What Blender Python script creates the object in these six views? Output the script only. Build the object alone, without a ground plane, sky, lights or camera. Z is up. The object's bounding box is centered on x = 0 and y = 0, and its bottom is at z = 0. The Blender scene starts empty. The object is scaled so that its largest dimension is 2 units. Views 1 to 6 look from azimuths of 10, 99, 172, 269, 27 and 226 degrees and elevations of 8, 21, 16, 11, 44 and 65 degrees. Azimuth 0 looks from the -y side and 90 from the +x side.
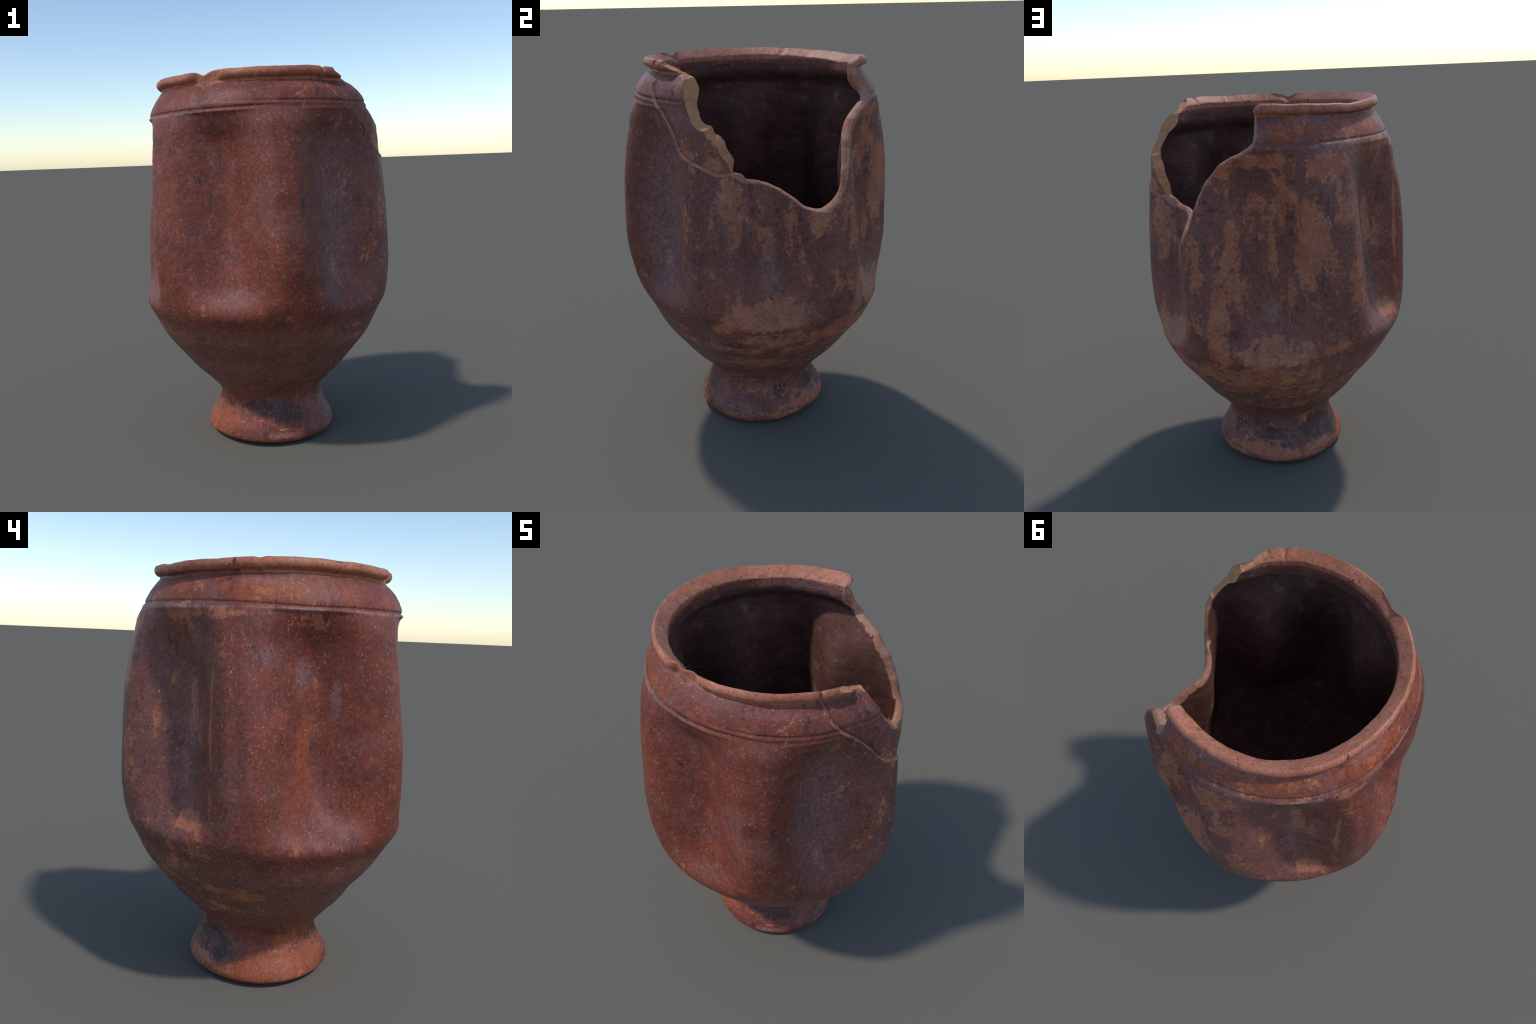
"""A footed, six-times indented clay beaker with a broken-out wall.

The wall is a sheet over (angle, height): an outer radius made of a turned
profile, a little out-of-roundness and six thumb-pressed dents, and an inner
radius one wall thickness behind it.  The break is a closed path on that sheet;
the sheet is clipped along it and the gap between outside and inside is filled
with a fracture surface.  The finished skin is then split by region into parts.
"""
import bpy, math
import numpy as np

rng = np.random.default_rng(7)
PI2 = 2 * math.pi

# ------------------------------------------------------------------ profile
HEIGHTS = np.array([0, .03, .08, .14, .2, .26, .32, .4, .5, .6, .7, .8, .95, 1.1, 1.3, 1.5, 1.65, 1.75, 1.83, 1.92])
MEAN_R = np.array([0.332, 0.355, 0.351, 0.318, 0.293, 0.298, 0.344, 0.422, 0.499, 0.578, 0.631, 0.684, 0.713, 0.718, 0.708, 0.689, 0.663, 0.641, 0.597, 0.527])
OVAL_HEIGHTS = np.array([0, .15, .3, .5, .75, 1.1, 1.45, 1.7, 1.83])
# out-of-roundness: (cosine or sine, order) -> amplitude at OVAL_HEIGHTS
OVAL = {
    ('c', 1): [0.006, 0.002, -0.003, -0.007, -0.007, 0.001, 0.0, 0.001, -0.003],
    ('s', 1): [0.009, 0.014, 0.011, 0.01, 0.002, 0.004, 0.003, 0.006, 0.007],
    ('c', 2): [-0.003, 0.001, 0.001, 0.0, -0.0, 0.007, 0.003, 0.004, 0.001],
    ('s', 2): [0.005, -0.001, -0.002, -0.001, -0.004, -0.002, 0.002, 0.004, 0.004],
    ('c', 3): [-0.003, -0.004, -0.002, -0.01, -0.001, 0.004, 0.003, -0.002, 0.001],
    ('s', 3): [0.001, -0.004, -0.0, 0.001, -0.001, -0.001, -0.002, -0.001, 0.003],
    ('c', 4): [0.005, 0.002, 0.0, 0.004, 0.004, 0.002, 0.003, -0.002, -0.004],
    ('s', 4): [0.001, -0.002, -0.005, 0.0, -0.002, 0.001, 0.002, -0.005, -0.001],
}
# dents: azimuth at mid height, lean (deg per metre), half width left and right (deg),
# upper and lower end, how squarely the upper and lower half run out, depth
DENTS = [
    (-130, 4.6, 27.3, 25.6, 1.79, 0.765, 3.00, 3.2, 0.172),
    (-68.8, 9.1, 30.8, 28.6, 1.80, 0.752, 3.00, 3.3, 0.199),
    (-7.9, 7.5, 28.2, 26.2, 1.80, 0.755, 3.50, 2.7, 0.179),
    (49.3, 4.8, 26.7, 24.5, 1.80, 0.745, 3.40, 3.0, 0.165),
    (105.3, 6.2, 27.4, 29.3, 1.80, 0.705, 3.00, 3.7, 0.217),
    (167.2, 5.8, 29.1, 28.6, 1.795, 0.690, 3.30, 3.0, 0.200),
]


def spline(knots, values, z):
    v = np.asarray(values, float)
    m = np.gradient(v, knots)
    i = np.clip(np.searchsorted(knots, z) - 1, 0, len(knots) - 2)
    h = knots[i + 1] - knots[i]
    t = np.clip((z - knots[i]) / h, 0, 1)
    return (v[i] * (1 + 2 * t) * (1 - t) ** 2 + m[i] * h * t * (1 - t) ** 2
            + v[i + 1] * t * t * (3 - 2 * t) + m[i + 1] * h * t * t * (t - 1))


def smooth(lo, hi, x):
    t = np.clip((x - lo) / (hi - lo), 0, 1)
    return t * t * (3 - 2 * t)


def wrap(deg):
    return (deg + 180) % 360 - 180


def lattice_noise(p, seed):
    """Value noise in -1..1 at the points p (n, 3)."""
    i = np.floor(p).astype(np.int64)
    f = p - i
    f = f * f * (3 - 2 * f)
    out = np.zeros(len(p))
    for dx in (0, 1):
        for dy in (0, 1):
            for dz in (0, 1):
                h = (i[:, 0] + dx) * 73856093 ^ (i[:, 1] + dy) * 19349663 ^ (i[:, 2] + dz) * 83492791 ^ seed * 2654435
                h = (h ^ (h >> 13)) * 1274126177 & 0x7FFFFFFF
                h = (h ^ (h >> 16)) & 0xFFFF
                w = (f[:, 0] if dx else 1 - f[:, 0]) * (f[:, 1] if dy else 1 - f[:, 1]) * (f[:, 2] if dz else 1 - f[:, 2])
                out += w * (h / 32767.5 - 1)
    return out


def fractal(p, scale, seed, octaves=3):
    out, amp = 0, 1.0
    for k in range(octaves):
        out = out + amp * lattice_noise(p * scale * 2 ** k + 31.7 * k, seed + k)
        amp *= .5
    return out


def dent_depth(a, z, inside=False):
    """How far the wall is pressed in; seen from inside each dent is a broader, rounder boss."""
    deg = np.degrees(a)
    out = 0
    for az, lean, left, right, top, bottom, n_up, n_down, depth in DENTS:
        wide, soft = (1.03, 1.85) if inside else (1.0, 2.0)
        if inside:
            bottom, n_down = bottom - .06, 2.3
        u = wrap(deg - az - lean * (1.25 - z))
        u = np.abs(u) / np.where(u < 0, left, right) / wide
        t = (z - (top + bottom) / 2) / ((top - bottom) / 2)
        along = np.clip(1 - np.abs(t) ** np.where(t > 0, n_up, n_down), 0, 1)
        along = along ** 1.15 * smooth(0, np.where(t > 0, .14, .70), along)
        out = out + depth * np.clip(1 - u * u, 0, 1) ** soft * along
    return out


def turned_radius(a, z):
    r = spline(HEIGHTS, MEAN_R, z)
    for (kind, k), amp in OVAL.items():
        r = r + spline(OVAL_HEIGHTS, amp, z) * (np.cos(k * a) if kind == 'c' else np.sin(k * a))
    return r


# ---------------------------------------------------------------------- rim
def rim_radius(a):
    return .567 - .005 * np.cos(a) + .002 * np.sin(a) + .004 * np.sin(2 * a) - .004 * np.cos(4 * a)


CHIP = -18.0          # azimuth of the large chip in the lip


def rim_height(a):
    deg = np.degrees(a)
    z = 1.988 + .009 * np.exp(-(wrap(deg + 85) / 40) ** 2) + .006 * np.cos(a) + .008 * np.sin(a) - .003 * np.sin(2 * a) + .004 * np.sin(3 * a)
    z = z - .016 * np.exp(-(wrap(deg + 20.5) / 3.2) ** 2)            # dip in the chip
    z = z - .007 * np.exp(-(wrap(deg - 44.2) / 1.0) ** 2)            # joint of the mended shard
    z = z - .006 * np.exp(-(wrap(deg + 146) / 5) ** 2) - .005 * np.exp(-(wrap(deg + 98) / 2.0) ** 2)
    q = np.stack([np.sin(a) * 3, -np.cos(a) * 3, 0 * a], -1)
    return z + .0022 * fractal(q.reshape(-1, 3), 2.2, 5, 3).reshape(a.shape)


def groove_height(deg):
    """The turned line is a slow spiral that overlaps itself between -10 and 25 degrees."""
    return np.interp(deg, [-10, 20, 70, 120, 165, 180, 220, 245, 262, 280, 300, 345, 375, 390],
                     [1.835, 1.831, 1.827, 1.822, 1.812, 1.806, 1.809, 1.810, 1.806, 1.799, 1.803, 1.804, 1.810, 1.806])


# -------------------------------------------------------------------- break
ARC = .62             # metres of arc per radian, used for distances on the wall
FRESH = [(50.2, 2.03), (51.5, 1.982), (57.7, 1.958), (62.6, 1.938), (66.5, 1.920), (67.8, 1.880), (69.8, 1.822), (71.2, 1.784),
         (73.7, 1.748), (76.9, 1.717), (79.4, 1.708), (80.4, 1.680), (82.3, 1.669), (83.3, 1.643), (84.7, 1.607), (86.5, 1.563), (88.3, 1.511)]
WORN = [(88.3, 1.511), (90.0, 1.496), (94.4, 1.465), (98.6, 1.453), (104.9, 1.435), (111.3, 1.411), (117.2, 1.376), (120.8, 1.344), (123.6, 1.329), (126.8, 1.326),
        (128.9, 1.340), (132.4, 1.380), (135.5, 1.424), (137.4, 1.500), (139.2, 1.556), (141.3, 1.621), (144.0, 1.668), (148.0, 1.714),
        (153, 1.747), (159.3, 1.775), (163.2, 1.803), (165.2, 1.840), (164.8, 1.900), (164.6, 1.945), (165.4, 1.972), (167.5, 1.99), (169.0, 2.03)]
CRACK = [(43.4, 2.01), (44.4, 1.950), (46.2, 1.915), (48.3, 1.866), (50.9, 1.828), (54.3, 1.795), (59.7, 1.740), (64.0, 1.690), (66.5, 1.648), (69.4, 1.609),
         (73.5, 1.577), (78.6, 1.552), (82.8, 1.520), (87.9, 1.506), (91, 1.50)]
HAIRLINE = [(89.6, 1.511), (85.9, 1.495), (83.1, 1.471), (80.4, 1.437), (75.5, 1.389)]


def on_wall(points):
    p = np.array(points, float)
    return np.stack([np.radians(p[:, 0]) * ARC, p[:, 1]], 1)


def roughen(path, step, amp, seed):
    """Resample a path and shake it sideways."""
    seg = np.linalg.norm(np.diff(path, axis=0), axis=1)
    s = np.r_[0, np.cumsum(seg)]
    t = np.linspace(0, s[-1], max(2, int(s[-1] / step)))
    q = np.stack([np.interp(t, s, path[:, k]) for k in (0, 1)], 1)
    d = np.gradient(q, axis=0)
    d /= np.linalg.norm(d, axis=1, keepdims=True) + 1e-9
    n = fractal(np.stack([t, 0 * t, 0 * t], 1), 28, seed, 3)
    fade = np.clip(np.minimum(t, t[-1] - t) / .02, 0, 1)
    return q + np.stack([-d[:, 1], d[:, 0]], 1) * (amp * n * fade)[:, None]


def rounded(path, step=.012):
    """Catmull-Rom through the points."""
    p = np.vstack([2 * path[0] - path[1], path, 2 * path[-1] - path[-2]])
    out = []
    for i in range(1, len(p) - 2):
        t = np.linspace(0, 1, max(2, int(np.linalg.norm(p[i + 1] - p[i]) / step)), endpoint=False)[:, None]
        out.append(.5 * (2 * p[i] + (p[i + 1] - p[i - 1]) * t + (2 * p[i - 1] - 5 * p[i] + 4 * p[i + 1] - p[i + 2]) * t ** 2
                         + (3 * p[i] - p[i - 1] - 3 * p[i + 1] + p[i + 2]) * t ** 3))
    return np.vstack(out + [p[-2:-1]])


fresh_path = roughen(on_wall(FRESH), .006, .0035, 11)
worn_path = roughen(rounded(on_wall(WORN)), .008, .0018, 12)
crack_path = roughen(rounded(on_wall(CRACK)), .008, .0012, 13)
hair_path = roughen(on_wall(HAIRLINE), .008, .003, 14)
hole = np.vstack([fresh_path, worn_path[1:], [[worn_path[-1, 0], 2.3], [fresh_path[0, 0], 2.3]]])


def path_distance(pts, path):
    best = np.full(len(pts), 9.0)
    for a, b in zip(path[:-1], path[1:]):
        ab = b - a
        t = np.clip(((pts - a) @ ab) / (ab @ ab + 1e-12), 0, 1)
        best = np.minimum(best, np.hypot(*(pts - a - t[:, None] * ab).T))
    return best


def inside(pts, poly):
    c = np.zeros(len(pts), bool)
    x, y = pts.T
    for (x0, y0), (x1, y1) in zip(poly, np.roll(poly, -1, 0)):
        if y0 != y1:
            c ^= ((y0 > y) != (y1 > y)) & (x < (x1 - x0) * (y - y0) / (y1 - y0) + x0)
    return c


def hole_distance(a, z):
    """Signed distance to the break, positive where clay remains."""
    pts = np.stack([np.radians(wrap(np.degrees(a))) * ARC, z], 1)
    d = np.full(len(pts), 9.0)
    near = (pts[:, 0] > .40) & (pts[:, 0] < 2.0) & (z > 1.2)
    q = pts[near]
    e = path_distance(q, np.vstack([fresh_path, worn_path[1:]]))
    d[near] = np.where(inside(q, hole), -e, e)
    return d


def near_path(a, z, path, reach=.06):
    pts = np.stack([np.radians(wrap(np.degrees(a))) * ARC, z], 1)
    d = np.full(len(pts), 9.0)
    near = ((pts > path.min(0) - reach) & (pts < path.max(0) + reach)).all(1)
    d[near] = path_distance(pts[near], path)
    return d


shard_outline = np.vstack([crack_path, fresh_path[::-1]])

# --------------------------------------------------------- the two surfaces
PITS = [(-101.6, .60, .012, .016)] + [(rng.uniform(-180, 180), rng.uniform(.3, 1.75), rng.uniform(.004, .009), rng.uniform(.001, .003)) for _ in range(70)]
BUMPS = [(rng.uniform(-180, 180), rng.uniform(.3, 1.75), rng.uniform(.004, .010), rng.uniform(.0008, .002)) for _ in range(60)]
LIP = .047            # height of the rolled lip


def bent(v, a):
    """Design height v (lip crest at 2) -> height above ground."""
    top = rim_height(a)
    z = np.where(v < 1.6, v, 1.6 + (v - 1.6) * (top - 1.6) / .4)
    lift = .011 * (1 - np.cos(a - math.radians(130)))       # the foot stands unevenly
    return z + lift * np.clip(1 - v / .12, 0, 1)


def surfaces(a, v, d):
    """Outer and inner radius and height at angle a, design height v, d from the break."""
    deg = np.degrees(a)
    z = bent(v, a)
    h = rim_height(a) - z                                   # depth below the crest
    R = rim_radius(a)
    unit = np.stack([np.sin(a) * .65, -np.cos(a) * .65, z], 1)
    body = turned_radius(a, np.minimum(z, 1.92)) - dent_depth(a, z)
    neck = R - .027 + .010 * np.clip(1 - h / LIP, 0, 1)
    foot_z, top_z = 1.80, rim_height(a) - .060
    up = np.clip((z - foot_z) / (top_z - foot_z), 0, 1)
    foot_r = turned_radius(a, np.full(len(a), foot_z))
    collar = R - .027 + (foot_r - R + .027) * (1 - up ** (1.75 - .45 * np.cos(a - math.radians(230))))
    out = np.where(z > foot_z, collar, body)
    out = np.where(h < .060, neck, out)
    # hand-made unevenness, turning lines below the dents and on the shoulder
    out += .0030 * fractal(unit, 5.5, 1, 3) * smooth(.02, .12, z)
    streak = unit * np.array([1.5, 1.5, 46])
    lines = smooth(.75, .45, z) * smooth(.05, .25, z) + .7 * smooth(1.74, 1.80, z) * smooth(1.93, 1.9, z)
    out += .0013 * lattice_noise(streak, 21) * (lines + .15)
    out += .0008 * fractal(unit, 60, 3, 2)
    out += .011 * np.exp(-((wrap(deg) - 70) / 11) ** 2 - ((z - 1.84) / .12) ** 2)      # the refitted shard stands proud
    # turned groove and the low ridge beneath it
    for turn in (wrap(deg), wrap(deg) + 360):
        zg = groove_height(turn)
        on = smooth(-12, 4, turn) * smooth(384, 362, turn)
        ridge = np.where(turn < 100, .0012, .0032)
        out += on * (ridge * np.exp(-((z - zg + .013) / .008) ** 2) - np.where(turn < 10, .0035, .0058) * np.exp(-((z - zg) / .0042) ** 2))
    # rolled lip, with the chip knocked off it
    chip = smooth(-28, -24, wrap(deg)) * smooth(-8, -14, wrap(deg)) + .35 * np.exp(-(wrap(deg - 44.2) / .9) ** 2)
    roll = np.sqrt(np.clip(1 - ((h - LIP / 2) / (LIP / 2)) ** 2, 0, 1))
    bulge = .027 - .010 * np.clip(1 - h / LIP, 0, 1)
    out += roll * bulge * (1 - .85 * chip) * (1 + .10 * fractal(unit, 9, 8, 2))
    out -= chip * .012 * smooth(.075, .03, h)
    # joint of the mended shard: an open seam, the shard a little sunken
    dc = near_path(a, z, crack_path)
    seam = np.exp(-(dc / .0042) ** 2)
    pts = np.stack([np.radians(wrap(deg)) * ARC, z], 1)
    box = (pts[:, 0] > .4) & (pts[:, 0] < 1.1) & (z > 1.45)
    on_shard = np.zeros(len(a), bool)
    on_shard[box] = inside(pts[box], shard_outline)
    step = np.where(on_shard, -.0080 * np.clip(dc / .004, 0, 1) * smooth(.10, .02, dc), .005 * np.exp(-((dc - .006) / .007) ** 2))
    out += (step - .013 * seam) * smooth(.035, .07, h)
    out -= .0035 * np.exp(-(near_path(a, z, hair_path) / .005) ** 2)
    for az, zp, size, depth in PITS:
        w = np.radians(wrap(deg - az)) * .65
        out -= depth * np.exp(-((w / size) ** 2 + ((z - zp) / size) ** 2) ** 1.5)
    for az, zp, size, depth in BUMPS:
        w = np.radians(wrap(deg - az)) * .65
        out += depth * np.exp(-((w / size) ** 2 + ((z - zp) / size) ** 2))
    # inside
    wall = .046 + .010 * smooth(1.3, 1.8, z) + .040 * smooth(.95, .5, z)
    inn = turned_radius(a, np.minimum(z, 1.92)) - dent_depth(a, z, True) - wall
    throat = R - .068 - .012 * np.cos(a - math.radians(215))
    inn = inn + (throat - inn) * smooth(1.80, 1.895, z)
    inn = np.where(h < .038, throat + (R - .017 - throat) * np.clip(1 - h / .038, 0, 1) ** 1.1, inn)
    inn += .0035 * fractal(unit, 5, 41, 3) * smooth(0, .05, h) + .0015 * lattice_noise(unit * np.array([1.2, 1.2, 34]), 43) * smooth(.04, .08, h)
    inn += .0010 * fractal(unit, 45, 44, 2)
    crest = R - .017 - .012 * chip
    k = np.clip(h / .004, 0, 1)
    out, inn = crest + (out - crest) * k ** .5, np.minimum(crest + (inn - crest) * k ** .5, out)
    inn = np.where(h < 1e-5, out, np.minimum(inn, out - .004 * k))
    # worn edges of the break are rounded over, fresh ones stay sharp
    fresh = wrap(deg) < 88.3
    rr = np.where(fresh, .004, .017)
    x = np.clip(1 - d / rr, 0, 1)
    cut = np.minimum(rr * (1 - np.sqrt(np.clip(1 - x * x, 0, 1))), .42 * (out - inn))
    return out - cut, inn + cut, z


def into_break(a, z, reach=.09):
    """Where the old wall broke away it left the inside standing further out than the outside."""
    pts = np.stack([np.radians(wrap(np.degrees(a))) * ARC, z], 1)
    near = np.where(path_distance(pts, fresh_path[::4]) < reach)[0]
    line = rounded(on_wall(FRESH)[::3], .02)
    t = np.gradient(line, axis=0)
    normal = np.stack([-t[:, 1], t[:, 0]], 1) / np.linalg.norm(t, axis=1, keepdims=True)
    d2 = ((pts[near][:, None] - line[None]) ** 2).sum(-1)
    w = np.exp(-d2 / .05 ** 2) + 1e-9
    n = (w[..., None] * normal[None]).sum(1)
    n /= np.linalg.norm(n, axis=1, keepdims=True)
    d = path_distance(pts[near], fresh_path)
    ends = smooth(0, .05, np.hypot(*(pts[near] - fresh_path[-1]).T)) * smooth(1.945, 1.89, pts[near][:, 1])
    amount = .024 * smooth(reach, 0, d) * ends
    da, dz = np.zeros(len(a)), np.zeros(len(a))
    da[near], dz[near] = amount * n[:, 0] / ARC, amount * n[:, 1]
    return a + da, z + dz


def place(r, a, z):
    return np.stack([r * np.sin(a), -r * np.cos(a), z], 1)


# ------------------------------------------------------------------ the grid
COLUMNS = 960
FLOOR = .47           # design height where the inside turns into its floor
angles = np.linspace(0, PI2, COLUMNS, endpoint=False)
lip_rows = 2 - .4 * (.058 / .385) * (1 - np.sin(np.linspace(0, math.pi / 2, 22))[::1])
rows = np.r_[np.arange(FLOOR, 1.925, .0045), np.linspace(1.926, lip_rows[0], 5, endpoint=False), lip_rows]
NR = len(rows)
A = np.tile(angles, NR)
V = np.repeat(rows, COLUMNS)
D = hole_distance(A, bent(V, A))
D = np.where(np.abs(D) < 1e-5, 1e-5, D)

i, j = np.meshgrid(np.arange(COLUMNS), np.arange(NR - 1))
i2 = (i + 1) % COLUMNS
quads = np.stack([j * COLUMNS + i, j * COLUMNS + i2, (j + 1) * COLUMNS + i2, (j + 1) * COLUMNS + i], -1).reshape(-1, 4)
keep = D[quads] > 0
whole = quads[keep.all(1)]
mixed = quads[keep.any(1) & ~keep.all(1)]
cutA, cutV, cut_id, tris, edges = [], [], {}, [], []


def crossing(p, q):
    key = (min(p, q), max(p, q))
    if key not in cut_id:
        t = D[p] / (D[p] - D[q])
        da = (A[q] - A[p] + math.pi) % PI2 - math.pi
        cut_id[key] = len(A) + len(cutA)
        cutA.append(A[p] + t * da)
        cutV.append(V[p] + t * (V[q] - V[p]))
    return cut_id[key]


for q in mixed.tolist():
    for t in ((q[0], q[1], q[2]), (q[0], q[2], q[3])):
        poly, ends = [], [None, None]
        for m in range(3):
            p, n = t[m], t[(m + 1) % 3]
            if D[p] > 0:
                poly.append(p)
            if (D[p] > 0) != (D[n] > 0):
                c = crossing(p, n)
                poly.append(c)
                ends[0 if D[p] > 0 else 1] = c
        if len(poly) >= 3:
            tris += [(poly[0], poly[m], poly[m + 1]) for m in range(1, len(poly) - 1)]
        if ends[0] is not None and ends[0] != ends[1]:
            edges.append((ends[0], ends[1]))

A = np.r_[A, cutA]
V = np.r_[V, cutV]
D = np.r_[np.maximum(D, 0), np.zeros(len(cutA))]
N = len(A)
ro, ri, Z = surfaces(A, V, D)
outer = place(ro, A, Z)
Ai, Zi = into_break(A, Z)
inner = place(ri, Ai, Zi)
crest = V > 2 - 1e-7

# foot and underside, rows below the sheet
foot_rows = np.r_[np.linspace(0, .05, 14, endpoint=False), np.arange(.05, FLOOR - .002, .0045)]
fa, fv = np.tile(angles, len(foot_rows)), np.repeat(foot_rows, COLUMNS)
fr, _, fz = surfaces(fa, fv, np.full(len(fa), 9.0))
turn_in = .016 * (1 - np.sqrt(np.clip(1 - np.clip(1 - fv / .022, 0, 1) ** 2, 0, 1)))
foot = place(fr - turn_in, fa, fz)
base_in = np.array([.985, .95, .9, .84, .8, .74, .6, .4, .2, .06])
base_up = np.array([0, 0, .002, .008, .02, .032, .038, .04, .041, .041])
base = []
for k, up in zip(base_in, base_up):
    b = foot[:COLUMNS] * np.array([k, k, 1])
    b[:, 2] += up
    base.append(b)
base = np.vstack(base)
base[:, :2] += 0
# floor inside
bowl = []
ra, za = ri[:COLUMNS], Z[:COLUMNS]
for t in np.linspace(0, 1, 40)[1:-1]:
    r = ra * (1 - t) ** 2 + (ra - .10) * 2 * t * (1 - t)
    z = za * (1 - t) ** 2 + (za - .030) * 2 * t * (1 - t) + (FLOOR - .095) * t * t
    bowl.append(place(r, angles, z))
bowl = np.vstack(bowl)

# assemble: [outer N][inner N][foot][base][base centre][bowl][bowl centre]
inner_id = np.where(crest, np.arange(N), N + np.arange(N))
at_foot = 2 * N
at_base = at_foot + len(foot)
at_bowl = at_base + len(base) + 1
pos = np.vstack([outer, inner, foot, base, [[0, 0, base[-1, 2] + 0.0]], bowl, [[0, 0, FLOOR - .095]]])
pos[at_bowl - 1] = base[-COLUMNS:].mean(0)
pos[:, 2] -= foot[:, 2].min()

faces4, faces3, region4, region3 = [], [], [], []
REGIONS = ["foot", "body", "shoulder", "rim", "interior", "mended_shard", "joint_seam", "worn_edge"]


def band(lower, upper):
    """Quads between two rings of vertex ids, seen from outside."""
    n = np.roll(np.arange(COLUMNS), -1)
    return np.stack([lower, lower[n], upper[n], upper], 1)


def outer_region(f):
    a = np.degrees(np.arctan2(np.sin(A[f]).mean(1), np.cos(A[f]).mean(1)))
    v, z = V[f].mean(1), Z[f].mean(1)
    h = rim_height(A[f[:, 0]]) - z
    turn = np.where(a < -10, a + 360, a)
    reg = np.where(z > groove_height(turn), 2, 1)
    reg = np.where(h < .062, 3, reg)
    p = np.stack([np.radians(a) * ARC, z], 1)
    box = (p[:, 0] > .4) & (p[:, 0] < 1.7) & (z > 1.4)
    on = np.zeros(len(f), bool)
    on[box] = inside(p[box], shard_outline)
    reg = np.where(on, 5, reg)
    a0, z0 = A[f].mean(1), Z[f].mean(1)
    a0 = np.radians(a)
    dc = near_path(a0, z0, crack_path)
    q = np.stack([np.sin(a0) * .65, -np.cos(a0) * .65, z0], 1)
    reg = np.where((dc < .0095 + .005 * fractal(q, 30, 61, 2)) & ~on & (h > .03), 6, reg)
    return np.where((a > 88.3) & (D[f].mean(1) < .010 + .006 * fractal(q, 22, 62, 3)), 7, reg)


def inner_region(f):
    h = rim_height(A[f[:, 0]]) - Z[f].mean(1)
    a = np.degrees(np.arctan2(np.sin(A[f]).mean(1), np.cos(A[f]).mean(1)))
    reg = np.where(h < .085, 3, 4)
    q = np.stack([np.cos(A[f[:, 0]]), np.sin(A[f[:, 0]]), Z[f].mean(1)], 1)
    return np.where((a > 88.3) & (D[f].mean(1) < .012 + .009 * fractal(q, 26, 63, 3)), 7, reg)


tris = np.array(tris, int).reshape(-1, 3)
faces4 += [whole, inner_id[whole][:, ::-1]]
region4 += [outer_region(whole), inner_region(whole)]
faces3 += [tris, inner_id[tris][:, ::-1]]
region3 += [outer_region(tris), inner_region(tris)]
ring = np.arange(COLUMNS)
nf = len(foot_rows)
for k in range(nf):
    lower = at_foot + k * COLUMNS + ring
    upper = lower + COLUMNS if k < nf - 1 else ring
    f = band(lower, upper)
    faces4.append(f)
    region4.append(np.full(len(f), 0 if foot_rows[k] < .262 else 1))
for k in range(len(base_in)):
    upper = at_base + (k - 1) * COLUMNS + ring if k else at_foot + ring
    f = band(at_base + k * COLUMNS + ring, upper)
    faces4.append(f)
    region4.append(np.zeros(len(f), int))
last = at_base + (len(base_in) - 1) * COLUMNS + ring
faces3.append(np.stack([np.full(COLUMNS, at_bowl - 1), np.roll(last, -1), last], 1))
region3.append(np.zeros(COLUMNS, int))
nb = len(bowl) // COLUMNS
for k in range(nb):
    upper = at_bowl + (k - 1) * COLUMNS + ring if k else N + ring
    f = band(at_bowl + k * COLUMNS + ring, upper)[:, ::-1]
    faces4.append(f)
    region4.append(np.full(len(f), 4))
last = at_bowl + (nb - 1) * COLUMNS + ring
faces3.append(np.stack([np.full(COLUMNS, len(pos) - 1), last, np.roll(last, -1)], 1))
region3.append(np.full(COLUMNS, 4))
faces4, region4 = np.vstack(faces4), np.concatenate(region4)
faces3, region3 = np.vstack(faces3), np.concatenate(region3)


def vertex_normals(pos, f3, f4):
    n = np.zeros_like(pos)
    if len(f4):
        w = np.cross(pos[f4[:, 2]] - pos[f4[:, 0]], pos[f4[:, 3]] - pos[f4[:, 1]])
        for c in range(4):
            for k in range(3):
                n[:, k] += np.bincount(f4[:, c], w[:, k], len(pos))
    if len(f3):
        w = np.cross(pos[f3[:, 1]] - pos[f3[:, 0]], pos[f3[:, 2]] - pos[f3[:, 0]])
        for c in range(3):
            for k in range(3):
                n[:, k] += np.bincount(f3[:, c], w[:, k], len(pos))
    return n / (np.linalg.norm(n, axis=1, keepdims=True) + 1e-12)


normals = vertex_normals(pos, faces3, faces4)


def make_part(name, pos, f3, f4, normals, material, parent):
    ids = np.unique(np.r_[f3.ravel(), f4.ravel()])
    new = np.zeros(len(pos), int)
    new[ids] = np.arange(len(ids))
    mesh = bpy.data.meshes.new(name)
    mesh.vertices.add(len(ids))
    mesh.vertices.foreach_set("co", pos[ids].ravel())
    loops = np.r_[new[f4].ravel(), new[f3].ravel()]
    starts = np.r_[np.arange(len(f4)) * 4, len(f4) * 4 + np.arange(len(f3)) * 3]
    mesh.loops.add(len(loops))
    mesh.loops.foreach_set("vertex_index", loops.astype(np.int32))
    mesh.polygons.add(len(starts))
    mesh.polygons.foreach_set("loop_start", starts.astype(np.int32))
    mesh.polygons.foreach_set("use_smooth", np.ones(len(starts), bool))
    mesh.update(calc_edges=True)
    mesh.normals_split_custom_set_from_vertices(normals[ids].tolist())
    mesh.materials.append(material)
    ob = bpy.data.objects.new(name, mesh)
    ob.parent = parent
    bpy.context.scene.collection.objects.link(ob)
    return ob


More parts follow.
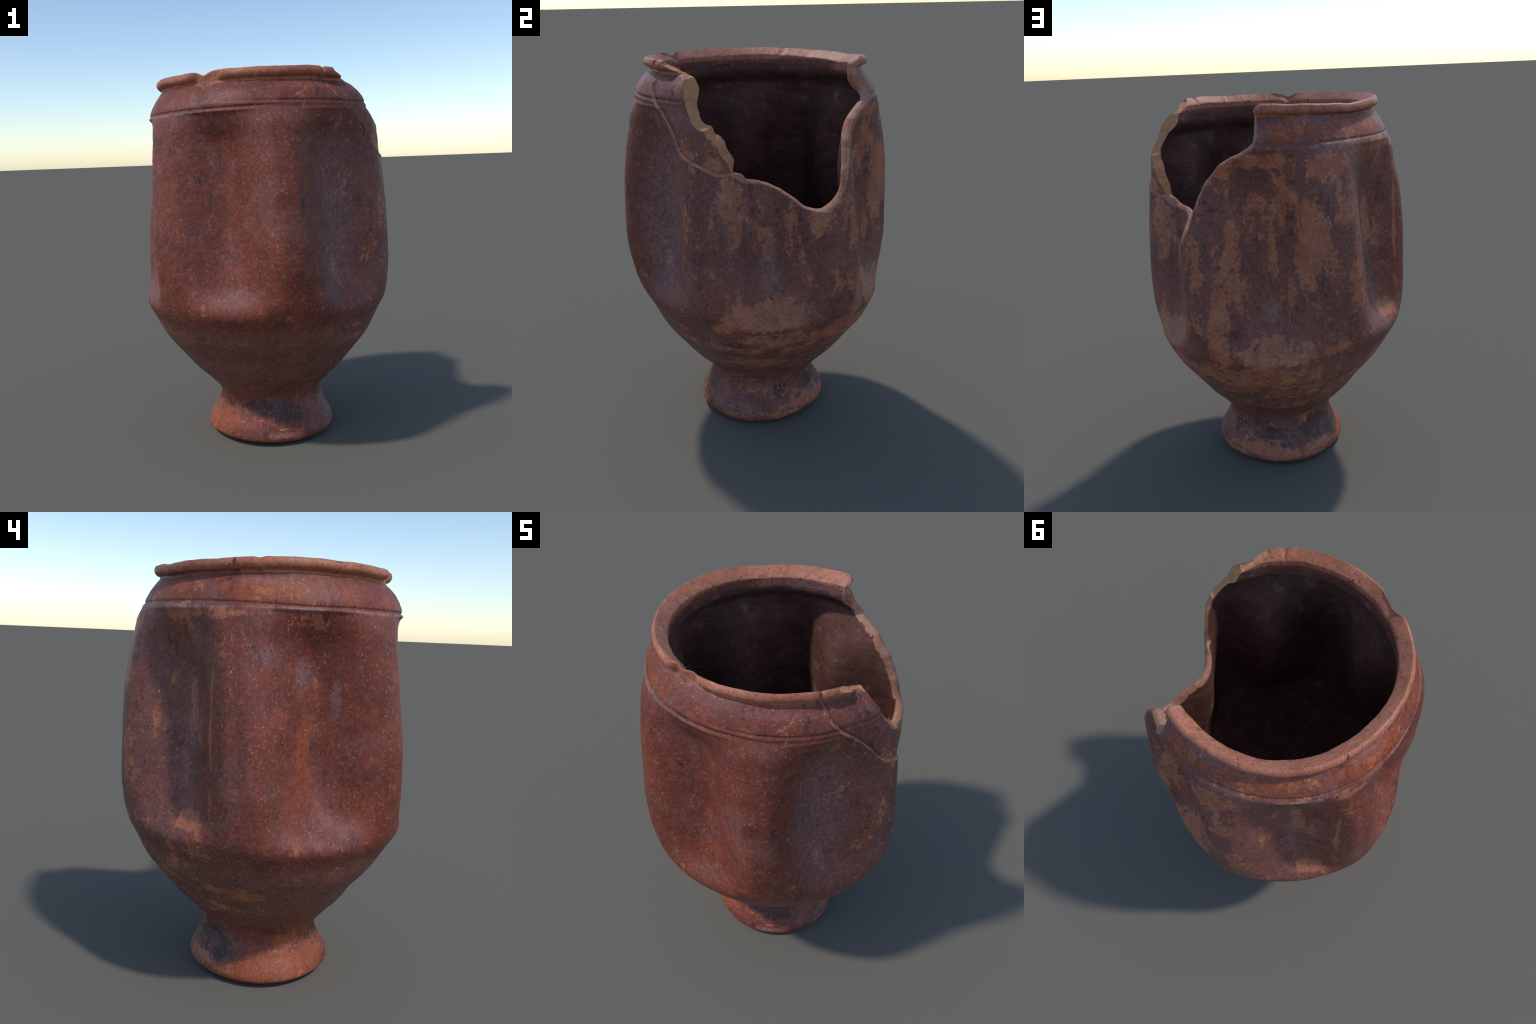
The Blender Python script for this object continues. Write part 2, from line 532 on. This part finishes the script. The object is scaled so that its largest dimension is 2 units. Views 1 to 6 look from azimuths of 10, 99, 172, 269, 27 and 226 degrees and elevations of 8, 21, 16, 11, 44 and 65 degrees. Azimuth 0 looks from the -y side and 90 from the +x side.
# ----------------------------------------------------------- fracture strip
follow = dict(edges)
chain = [next(iter(set(follow) - set(follow.values())))]
while chain[-1] in follow:
    chain.append(follow[chain[-1]])
chain = np.array(chain)
if A[chain[0]] > A[chain[-1]]:
    chain, flipped = chain[::-1], True
else:
    flipped = False
shift_z = pos[0, 2] - outer[0, 2]
po, pi = pos[chain], pos[N + chain]
ACROSS = 12
along = np.gradient((po + pi) / 2, axis=0)
thick = po - pi
into_hole = np.cross(along, thick)
into_hole /= np.linalg.norm(into_hole, axis=1, keepdims=True) + 1e-9
mid = (po + pi) / 2
hc = np.array([math.sin(math.radians(110)) * .65, -math.cos(math.radians(110)) * .65, 1.75])
if (into_hole * (hc - mid)).sum() < 0:
    into_hole = -into_hole
is_fresh = np.degrees(A[chain]) < 88.3
width = np.linalg.norm(thick, axis=1)
strip = []
for k in range(ACROSS + 1):
    t = k / ACROSS
    p = po + (pi - po) * t
    dome = 4 * t * (1 - t)
    rough = np.where(is_fresh, .0075 * fractal(p, 17, 51, 2) + .0012 * fractal(p, 90, 53, 2) - .002, .0022 * fractal(p, 26, 52, 3) + .16 * width)
    rough *= np.clip(np.minimum(np.arange(len(p)), np.arange(len(p))[::-1]) / 6, 0, 1)
    strip.append(p + into_hole * (rough * (dome ** np.where(is_fresh, .5, .8)))[:, None])
strip = np.vstack(strip)
n = len(chain)
c, k = np.meshgrid(np.arange(n - 1), np.arange(ACROSS))
sq = np.stack([k * n + c, k * n + c + 1, (k + 1) * n + c + 1, (k + 1) * n + c], -1).reshape(-1, 4)
probe = sq[(ACROSS // 2) * (n - 1) + n // 2]
fn = np.cross(strip[probe[2]] - strip[probe[0]], strip[probe[3]] - strip[probe[1]])
if fn @ into_hole[n // 2] < 0:
    sq = sq[:, ::-1]
strip_normals = vertex_normals(strip, np.zeros((0, 3), int), sq)
fresh_q = is_fresh[sq[:, 0] % n]

# ----------------------------------------------------------------- materials
class Shade:
    """Small helper to write shader node maths as expressions."""

    def __init__(self, name, roughness):
        self.mat = bpy.data.materials.new(name)
        self.mat.use_nodes = True
        self.t = self.mat.node_tree
        self.bsdf = self.t.nodes["Principled BSDF"]
        self.bsdf.inputs["Roughness"].default_value = roughness
        self.bsdf.inputs["Specular IOR Level"].default_value = .3
        tc = self.t.nodes.new("ShaderNodeTexCoord")
        self.p = tc.outputs["Object"]
        s = self.t.nodes.new("ShaderNodeSeparateXYZ")
        self.t.links.new(self.p, s.inputs[0])
        self.x, self.y, self.z = s.outputs

    def put(self, socket, value):
        if isinstance(value, bpy.types.NodeSocket):
            self.t.links.new(value, socket)
        elif isinstance(value, (tuple, list)) and socket.type == 'RGBA':
            socket.default_value = (*value, 1)
        else:
            socket.default_value = value

    def m(self, op, a, b=0.0, c=0.0, clamp=False):
        n = self.t.nodes.new("ShaderNodeMath")
        n.operation, n.use_clamp = op, clamp
        for s, v in zip(n.inputs, (a, b, c)):
            self.put(s, v)
        return n.outputs[0]

    def v(self, op, a, b=(0, 0, 0)):
        n = self.t.nodes.new("ShaderNodeVectorMath")
        n.operation = op
        self.put(n.inputs[0], a)
        self.put(n.inputs[1], b)
        return n.outputs["Value" if op in ("DOT_PRODUCT", "LENGTH") else "Vector"]

    def ramp(self, a, lo, hi, to_lo=0.0, to_hi=1.0):
        n = self.t.nodes.new("ShaderNodeMapRange")
        n.interpolation_type = 'SMOOTHSTEP'
        for s, v in zip(n.inputs, (a, lo, hi, to_lo, to_hi)):
            self.put(s, v)
        return n.outputs[0]

    def noise(self, scale, detail=4, rough=.55, stretch=None, warp=0.0, shift=0.0):
        n = self.t.nodes.new("ShaderNodeTexNoise")
        n.inputs["Scale"].default_value = scale
        n.inputs["Detail"].default_value = detail
        n.inputs["Roughness"].default_value = rough
        n.inputs["Distortion"].default_value = warp
        p = self.p
        if shift:
            p = self.v('ADD', p, (shift, shift * .7, shift * 1.3))
        if stretch:
            p = self.v('MULTIPLY', p, stretch)
        self.put(n.inputs["Vector"], p)
        return n.outputs["Fac"]

    def cells(self, scale, stretch=None):
        n = self.t.nodes.new("ShaderNodeTexVoronoi")
        n.inputs["Scale"].default_value = scale
        self.put(n.inputs["Vector"], self.v('MULTIPLY', self.p, stretch) if stretch else self.p)
        s = self.t.nodes.new("ShaderNodeSeparateColor")
        self.t.links.new(n.outputs["Color"], s.inputs[0])
        return n.outputs["Distance"], s.outputs[0], s.outputs[1]

    def mix(self, f, a, b):
        n = self.t.nodes.new("ShaderNodeMix")
        n.data_type = 'RGBA'
        self.put(n.inputs[0], f)
        self.put(n.inputs[6], a)
        self.put(n.inputs[7], b)
        return n.outputs[2]

    def scaled(self, col, f):
        n = self.t.nodes.new("ShaderNodeMix")
        n.data_type, n.blend_type = 'RGBA', 'MULTIPLY'
        n.inputs[0].default_value = 1
        self.put(n.inputs[6], col)
        self.put(n.inputs[7], f)
        return n.outputs[2]

    def blobs(self, spots):
        """Soft spots on the wall: azimuth, height, half width, half height, strength."""
        total = 0.0
        for az, zc, w, hh, strength in spots:
            a = np.array([math.radians(az)])
            zz = np.array([float(zc)])
            r = float((turned_radius(a, np.minimum(zz, 1.92)) - dent_depth(a, zz))[0])
            q = self.v('SUBTRACT', self.p, (r * math.sin(a[0]), -r * math.cos(a[0]), zc))
            q = self.v('MULTIPLY', q, (1 / w, 1 / w, 1 / hh))
            f = self.m('MULTIPLY_ADD', self.v('DOT_PRODUCT', q, q), -strength, strength)
            total = self.m('MAXIMUM', f, total)
        return total

    def toward(self, az):
        """-1..1: how far round the wall faces the azimuth."""
        flat = self.v('NORMALIZE', self.v('MULTIPLY', self.p, (1, 1, 0)))
        return self.v('DOT_PRODUCT', flat, (math.sin(math.radians(az)), -math.cos(math.radians(az)), 0))

    def finish(self, colour, height=None, strength=.3, distance=.004):
        self.put(self.bsdf.inputs["Base Color"], colour)
        if height is not None:
            b = self.t.nodes.new("ShaderNodeBump")
            b.inputs["Strength"].default_value = strength
            b.inputs["Distance"].default_value = distance
            self.put(b.inputs["Height"], height)
            self.t.links.new(b.outputs[0], self.bsdf.inputs["Normal"])
        return self.mat


# Bare clay shows where the slip has flaked off.
BARE = [
    (150, .64, .50, .11, .75), (200, .60, .30, .10, .65), (108, .66, .26, .07, .7), (178, 1.50, .10, .16, .8), (160, 1.45, .06, .20, .6), (152, 1.35, .05, .25, .7),
    (101, .80, .22, .085, 1.5), (112, .86, .07, .05, .8), (85, .74, .10, .05, .7), (126, 1.27, .09, .09, 1.0), (140, 1.62, .04, .25, .6),
    (80, 1.545, .10, .035, .8), (72, 1.60, .05, .03, .7), (84, 1.66, .03, .04, .6), (76, 1.24, .16, .28, .42), (92, 1.30, .16, .22, .42), (120, 1.08, .05, .16, .35),
    (187, 1.36, .15, .26, 1.0), (170, 1.28, .03, .20, .8), (179, 1.00, .035, .22, .8), (150, 1.10, .10, .22, .75), (141, 1.20, .05, .35, .45),
    (148, .98, .09, .14, .8), (165, .80, .36, .085, 1.0), (192, .82, .16, .06, .7), (165, .68, .34, .08, .7), (150, .86, .10, .08, .7),
    (160, 1.73, .28, .045, 1.0), (196, 1.70, .22, .07, .85), (200, 1.52, .05, .18, .8), (150, 1.70, .10, .06, 1.0), (205, 1.30, .05, .30, .5),
    (232, 1.40, .045, .22, .85), (247.5, 1.40, .014, .30, .95), (243, 1.12, .06, .02, .8), (236, .885, .12, .055, 1.0), (215, .84, .12, .05, .7),
    (228, 1.76, .10, .05, .7), (250, 1.765, .28, .03, .8), (286, 1.74, .13, .05, .9), (276, 1.70, .06, .05, .7),
    (240, .76, .14, .05, .6), (232, .62, .20, .13, .55), (255, .52, .30, .12, .75), (210, .50, .20, .08, .5), (285, .80, .20, .04, .45),
    (130, .56, .34, .10, .55), (90, .60, .22, .06, .6), (95, .47, .30, .07, .6), (60, .62, .10, .03, .5), (170, .45, .28, .05, .55),
    (41, 1.735, .065, .022, 1.0), (60, .68, .06, .03, .6), (20, .42, .12, .04, .4), (68, 1.35, .03, .05, .5), (72, 1.0, .03, .04, .6),
    (160, .08, .30, .05, .8), (215, .07, .24, .05, .9), (120, .06, .20, .04, .6), (196, .25, .14, .05, .5), (100, .16, .10, .05, .5),
    (10, .085, .05, .012, .9), (22, .09, .06, .012, .8), (-41, 1.02, .05, .09, .4), (30, 1.1, .03, .03, .4),
]
# Slip fired to a bright orange red.
RED = [
    (262, 1.86, .30, .085, .62), (300, 1.85, .24, .08, .40), (215, 1.86, .30, .09, .6), (180, 1.86, .22, .08, .6), (325, 1.84, .2, .06, .4),
    (285, 1.25, .10, .30, .38), (308, .98, .20, .10, .3), (-5, .98, .12, .12, .45), (0, .80, .2, .06, .35), (-35, .14, .10, .16, .6), (-72, .09, .22, .11, 1.6), (-125, .06, .2, .06, .9), (-40, .10, .12, .10, 1.1), (20, .05, .2, .04, .7),
    (-60, .20, .12, .10, .8), (-95, .10, .16, .09, .8), (60, .20, .06, .12, .5), (90, .05, .26, .04, .5), (205, .15, .05, .1, .5), (232, .93, .10, .06, .4),
    (67, 1.2, .035, .32, .35), (207, 1.35, .04, .32, .4),
]
# Grey-lilac bloom in the hollows, and the sooty marks.
TINT = [
    (46, 1.25, .20, .58, 1.0), (-76, 1.52, .07, .10, .8), (-60, 1.42, .03, .12, .9), (-92, 1.60, .08, .06, .6),
    (-8, 1.1, .08, .12, .3), (230, 1.22, .07, .30, .7), (236, 1.66, .07, .10, .6), (104, 1.00, .09, .12, .9), (86, 1.40, .16, .10, .35),
    (168, .98, .06, .08, .8), (126, 1.30, .08, .06, .5), (60, 1.15, .04, .2, .5), (262, 1.895, .10, .02, .9), (195, 1.90, .3, .03, .7), (-18, 1.93, .09, .03, .6), (30, 1.905, .25, .025, .5), (75, .09, .20, .06, .5), (24, .06, .12, .02, .8),
]
SOOT = [
    (212, .19, .14, .10, 1.1), (160, .16, .16, .07, .7), (230, .14, .10, .07, .9), (8, .19, .22, .06, .9), (28, .15, .12, .05, .8), (-32, .22, .06, .07, .5), (120, .18, .10, .06, .6),
    (70, .22, .08, .06, .4), (85, .63, .12, .03, .5),
]


def slip_material():
    s = Shade("slipped_clay", .52)
    coarse = s.noise(5, 5, .6)
    upright = s.noise(9, 10, .66, (1, 1, .45), .25)
    level = s.noise(8, 10, .66, (.8, .8, 1.9), .35, 3.1)
    edge = s.mix(s.ramp(s.z, .60, .80), level, upright)
    fine = s.noise(120, 4, .6)
    grain = s.noise(46, 6, .7, None, 0, 1.7)
    back = s.toward(150)
    # slip: warm in front, purple brown behind
    warm = s.mix(s.ramp(coarse, .35, .65), SLIP_WARM, SLIP_WARM2)
    cool = s.mix(s.ramp(coarse, .35, .65), SLIP_COOL, SLIP_COOL2)
    col = s.mix(s.ramp(s.m('MULTIPLY_ADD', coarse, .8, back), -.2, .9), warm, cool)
    low = s.m('MULTIPLY', s.ramp(s.z, .74, .68), s.ramp(s.z, .24, .30))
    col = s.mix(s.m('MULTIPLY', low, .55), col, SLIP_DULL)
    # red firing
    redness = s.m('ADD', s.blobs(RED), s.m('MULTIPLY_ADD', edge, 1.4, -.85))
    col = s.mix(s.ramp(redness, .0, .55, 0, .92), col, s.mix(grain, RED_A, RED_B))
    lip = s.m('MULTIPLY', s.ramp(s.z, 1.922, 1.940), s.ramp(coarse, .3, .6, .55, .92))
    col = s.mix(lip, col, LIP_COL)
    # light mottling of worn slip
    mott = s.ramp(s.noise(30, 8, .72, None, 0, 5.2), .50, .68)
    col = s.mix(s.m('MULTIPLY', mott, .34), col, MOTTLE)
    # bare clay
    ragged = s.m('ADD', s.m('MULTIPLY_ADD', edge, 4.0, -2.0), s.m('MULTIPLY_ADD', s.noise(38, 8, .75, None, 0, 9.1), 2.4, -1.2))
    bare = s.m('ADD', s.m('MULTIPLY_ADD', s.blobs(BARE), .85, -.22), ragged)
    bare = s.m('ADD', bare, s.m('MULTIPLY_ADD', back, .20, -.05))
    bare_mask = s.ramp(bare, .15, .33)
    clay = s.mix(s.ramp(s.noise(14, 6, .6, None, 0, 7.7), .35, .65), CLAY_A, CLAY_B)
    clay = s.mix(s.m('MULTIPLY', s.ramp(back, .2, -.5), .6), clay, CLAY_FRONT)
    col = s.mix(s.m('MULTIPLY', bare_mask, .74), col, clay)
    # soot and bloom
    soot = s.m('ADD', s.blobs(SOOT), s.m('MULTIPLY_ADD', edge, -2.4, 1.12))
    soot = s.m('ADD', soot, s.m('MULTIPLY_ADD', s.noise(44, 7, .75, (1, 1, .6), 0, 17.3), -3.0, 1.45))
    col = s.mix(s.ramp(soot, .18, .42, 0, .85), col, SOOT_COL)
    tint = s.m('MULTIPLY', s.ramp(s.blobs(TINT), 0, .9), s.ramp(grain, .30, .66, .25, 1))
    col = s.mix(s.m('MULTIPLY', tint, .46), col, TINT_COL)
    # dust caught on the ledge under the turned line
    ledge = s.m('SUBTRACT', 1.0, s.m('MULTIPLY', s.m('ABSOLUTE', s.m('SUBTRACT', s.z, 1.7885)), 90.0), 0, True)
    ledge = s.m('MULTIPLY', s.m('MULTIPLY', ledge, s.ramp(s.toward(262), -.15, .35)), s.ramp(edge, .38, .58))
    col = s.mix(s.m('MULTIPLY', ledge, .6), col, DUST)
    haze = s.ramp(s.noise(6, 7, .68, (1, 1, .7), .2, 12.3), .50, .66)
    col = s.mix(s.m('MULTIPLY', haze, .13), col, TINT_COL)
    # orange flecks and pale grit
    d, keyed, size = s.cells(48)
    fleck = s.m('MULTIPLY', s.m('GREATER_THAN', keyed, .86), s.ramp(d, s.m('MULTIPLY_ADD', size, .28, .12), .06))
    col = s.mix(s.m('MULTIPLY', fleck, .55), col, CLAY_A)
    d, keyed, size = s.cells(85, (1, 1, .8))
    grit = s.m('MULTIPLY', s.m('GREATER_THAN', keyed, .70), s.ramp(d, s.m('MULTIPLY_ADD', size, .34, .12), .02))
    col = s.mix(s.m('MULTIPLY', grit, .48), col, GRIT)
    dust = s.m('MULTIPLY', s.ramp(s.noise(95, 3, .6, (1, 1, .8), 0, 6.3), .56, .72), s.ramp(s.noise(11, 4, .6, None, 0, 8.8), .38, .62, .25, 1))
    col = s.mix(s.m('MULTIPLY', dust, .36), col, DUST)
    d, keyed, size = s.cells(26, (1, 1, .8))
    big = s.m('MULTIPLY', s.m('GREATER_THAN', keyed, .93), s.ramp(d, s.m('MULTIPLY_ADD', size, .16, .08), .03))
    col = s.mix(s.m('MULTIPLY', big, .55), col, GRIT)
    col = s.scaled(col, s.mix(s.ramp(fine, .3, .7), (.80, .80, .80), (1.18, 1.18, 1.18)))
    col = s.scaled(col, s.mix(s.ramp(s.noise(13, 7, .7, (1, 1, .8), 0, 15.1), .36, .62), (.88, .86, .86), (1.07, 1.07, 1.07)))
    col = s.scaled(col, s.mix(s.ramp(grain, .35, .65), (.88, .88, .88), (1.1, 1.1, 1.1)))
    height = s.m('ADD', s.m('MULTIPLY', fine, .5), s.m('ADD', s.m('MULTIPLY', grain, .8), s.m('MULTIPLY', bare_mask, -.35)))
    return s.finish(col, height, .35, .004)


def interior_material():
    s = Shade("interior_clay", .75)
    coarse = s.noise(6, 6, .65)
    fine = s.noise(70, 6, .7, (1, 1, 1.6))
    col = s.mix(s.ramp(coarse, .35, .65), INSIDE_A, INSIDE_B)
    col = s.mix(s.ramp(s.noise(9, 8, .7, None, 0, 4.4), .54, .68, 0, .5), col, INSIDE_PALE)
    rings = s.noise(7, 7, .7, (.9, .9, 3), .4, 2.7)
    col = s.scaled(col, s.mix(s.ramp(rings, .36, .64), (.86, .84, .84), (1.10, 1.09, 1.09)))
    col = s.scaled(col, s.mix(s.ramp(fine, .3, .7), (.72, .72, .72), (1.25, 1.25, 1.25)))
    d, keyed, size = s.cells(60)
    grit = s.m('MULTIPLY', s.m('GREATER_THAN', keyed, .9), s.ramp(d, .3, .08))
    col = s.mix(s.m('MULTIPLY', grit, .3), col, GRIT)
    return s.finish(col, fine, .5, .005)


def fracture_material():
    s = Shade("fresh_broken_clay", .9)
    n, f = s.noise(16, 8, .7), s.noise(130, 4, .7)
    col = s.mix(s.ramp(n, .35, .65), FRESH_A, FRESH_B)
    d, keyed, size = s.cells(110)
    pore = s.m('MULTIPLY', s.m('GREATER_THAN', keyed, .8), s.ramp(d, .4, .1))
    col = s.mix(s.m('MULTIPLY', pore, .45), col, (.10, .055, .025))
    return s.finish(col, s.m('ADD', n, s.m('MULTIPLY', f, .5)), .6, .006)


def worn_material():
    s = Shade("worn_broken_clay", .8)
    n, f = s.noise(13, 8, .7), s.noise(80, 5, .7)
    col = s.mix(s.ramp(n, .35, .65), WORN_A, WORN_B)
    col = s.mix(s.ramp(s.noise(24, 7, .7, None, 0, 2.2), .52, .68, 0, .6), col, BLOOM_PALE)
    col = s.scaled(col, s.mix(s.ramp(f, .3, .7), (.8, .8, .8), (1.15, 1.15, 1.15)))
    return s.finish(col, f, .4, .004)


SLIP_WARM, SLIP_WARM2 = (.200, .046, .026), (.150, .038, .025)
SLIP_COOL, SLIP_COOL2 = (.225, .082, .062), (.160, .063, .053)
SLIP_DULL = (.185, .085, .062)
RED_A, RED_B = (.260, .060, .021), (.34, .086, .032)
MOTTLE = (.32, .125, .085)
CLAY_A, CLAY_B = (.42, .140, .068), (.48, .180, .100)
LIP_COL = (.47, .170, .092)  # brightened toward orange so the sunlit highlight on the lip is painted in
CLAY_FRONT = (.38, .120, .048)
SOOT_COL = (.058, .031, .030)
TINT_COL = (.28, .20, .21)
BLOOM_PALE = (.40, .30, .28)
DUST = (.38, .25, .225)
GRIT = (.50, .40, .39)
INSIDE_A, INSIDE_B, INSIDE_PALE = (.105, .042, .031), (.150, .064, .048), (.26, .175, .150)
FRESH_A, FRESH_B = (.48, .205, .092), (.56, .265, .132)
WORN_A, WORN_B = (.36, .145, .085), (.46, .23, .16)
slip_clay, interior_clay = slip_material(), interior_material()
fracture_clay, worn_clay = fracture_material(), worn_material()


# -------------------------------------------------------------------- object
root = bpy.data.objects.new("indented_beaker", None)
bpy.context.scene.collection.objects.link(root)
root["label"] = "broken red-brown clay beaker with six dents and small foot"
root["category"] = "pottery vessel"
none4 = np.zeros((0, 4), int)
none3 = np.zeros((0, 3), int)
parts = {}
for k, name in enumerate(REGIONS):
    parts[name] = make_part(name, pos, faces3[region3 == k], faces4[region4 == k], normals,
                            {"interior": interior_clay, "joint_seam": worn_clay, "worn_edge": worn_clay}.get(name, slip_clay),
                            parts["body"] if name in ("joint_seam", "worn_edge") else root)
make_part("fresh_fracture", strip, none3, sq[fresh_q], strip_normals, fracture_clay, parts["mended_shard"])
make_part("worn_fracture", strip, none3, sq[~fresh_q], strip_normals, worn_clay, parts["body"])
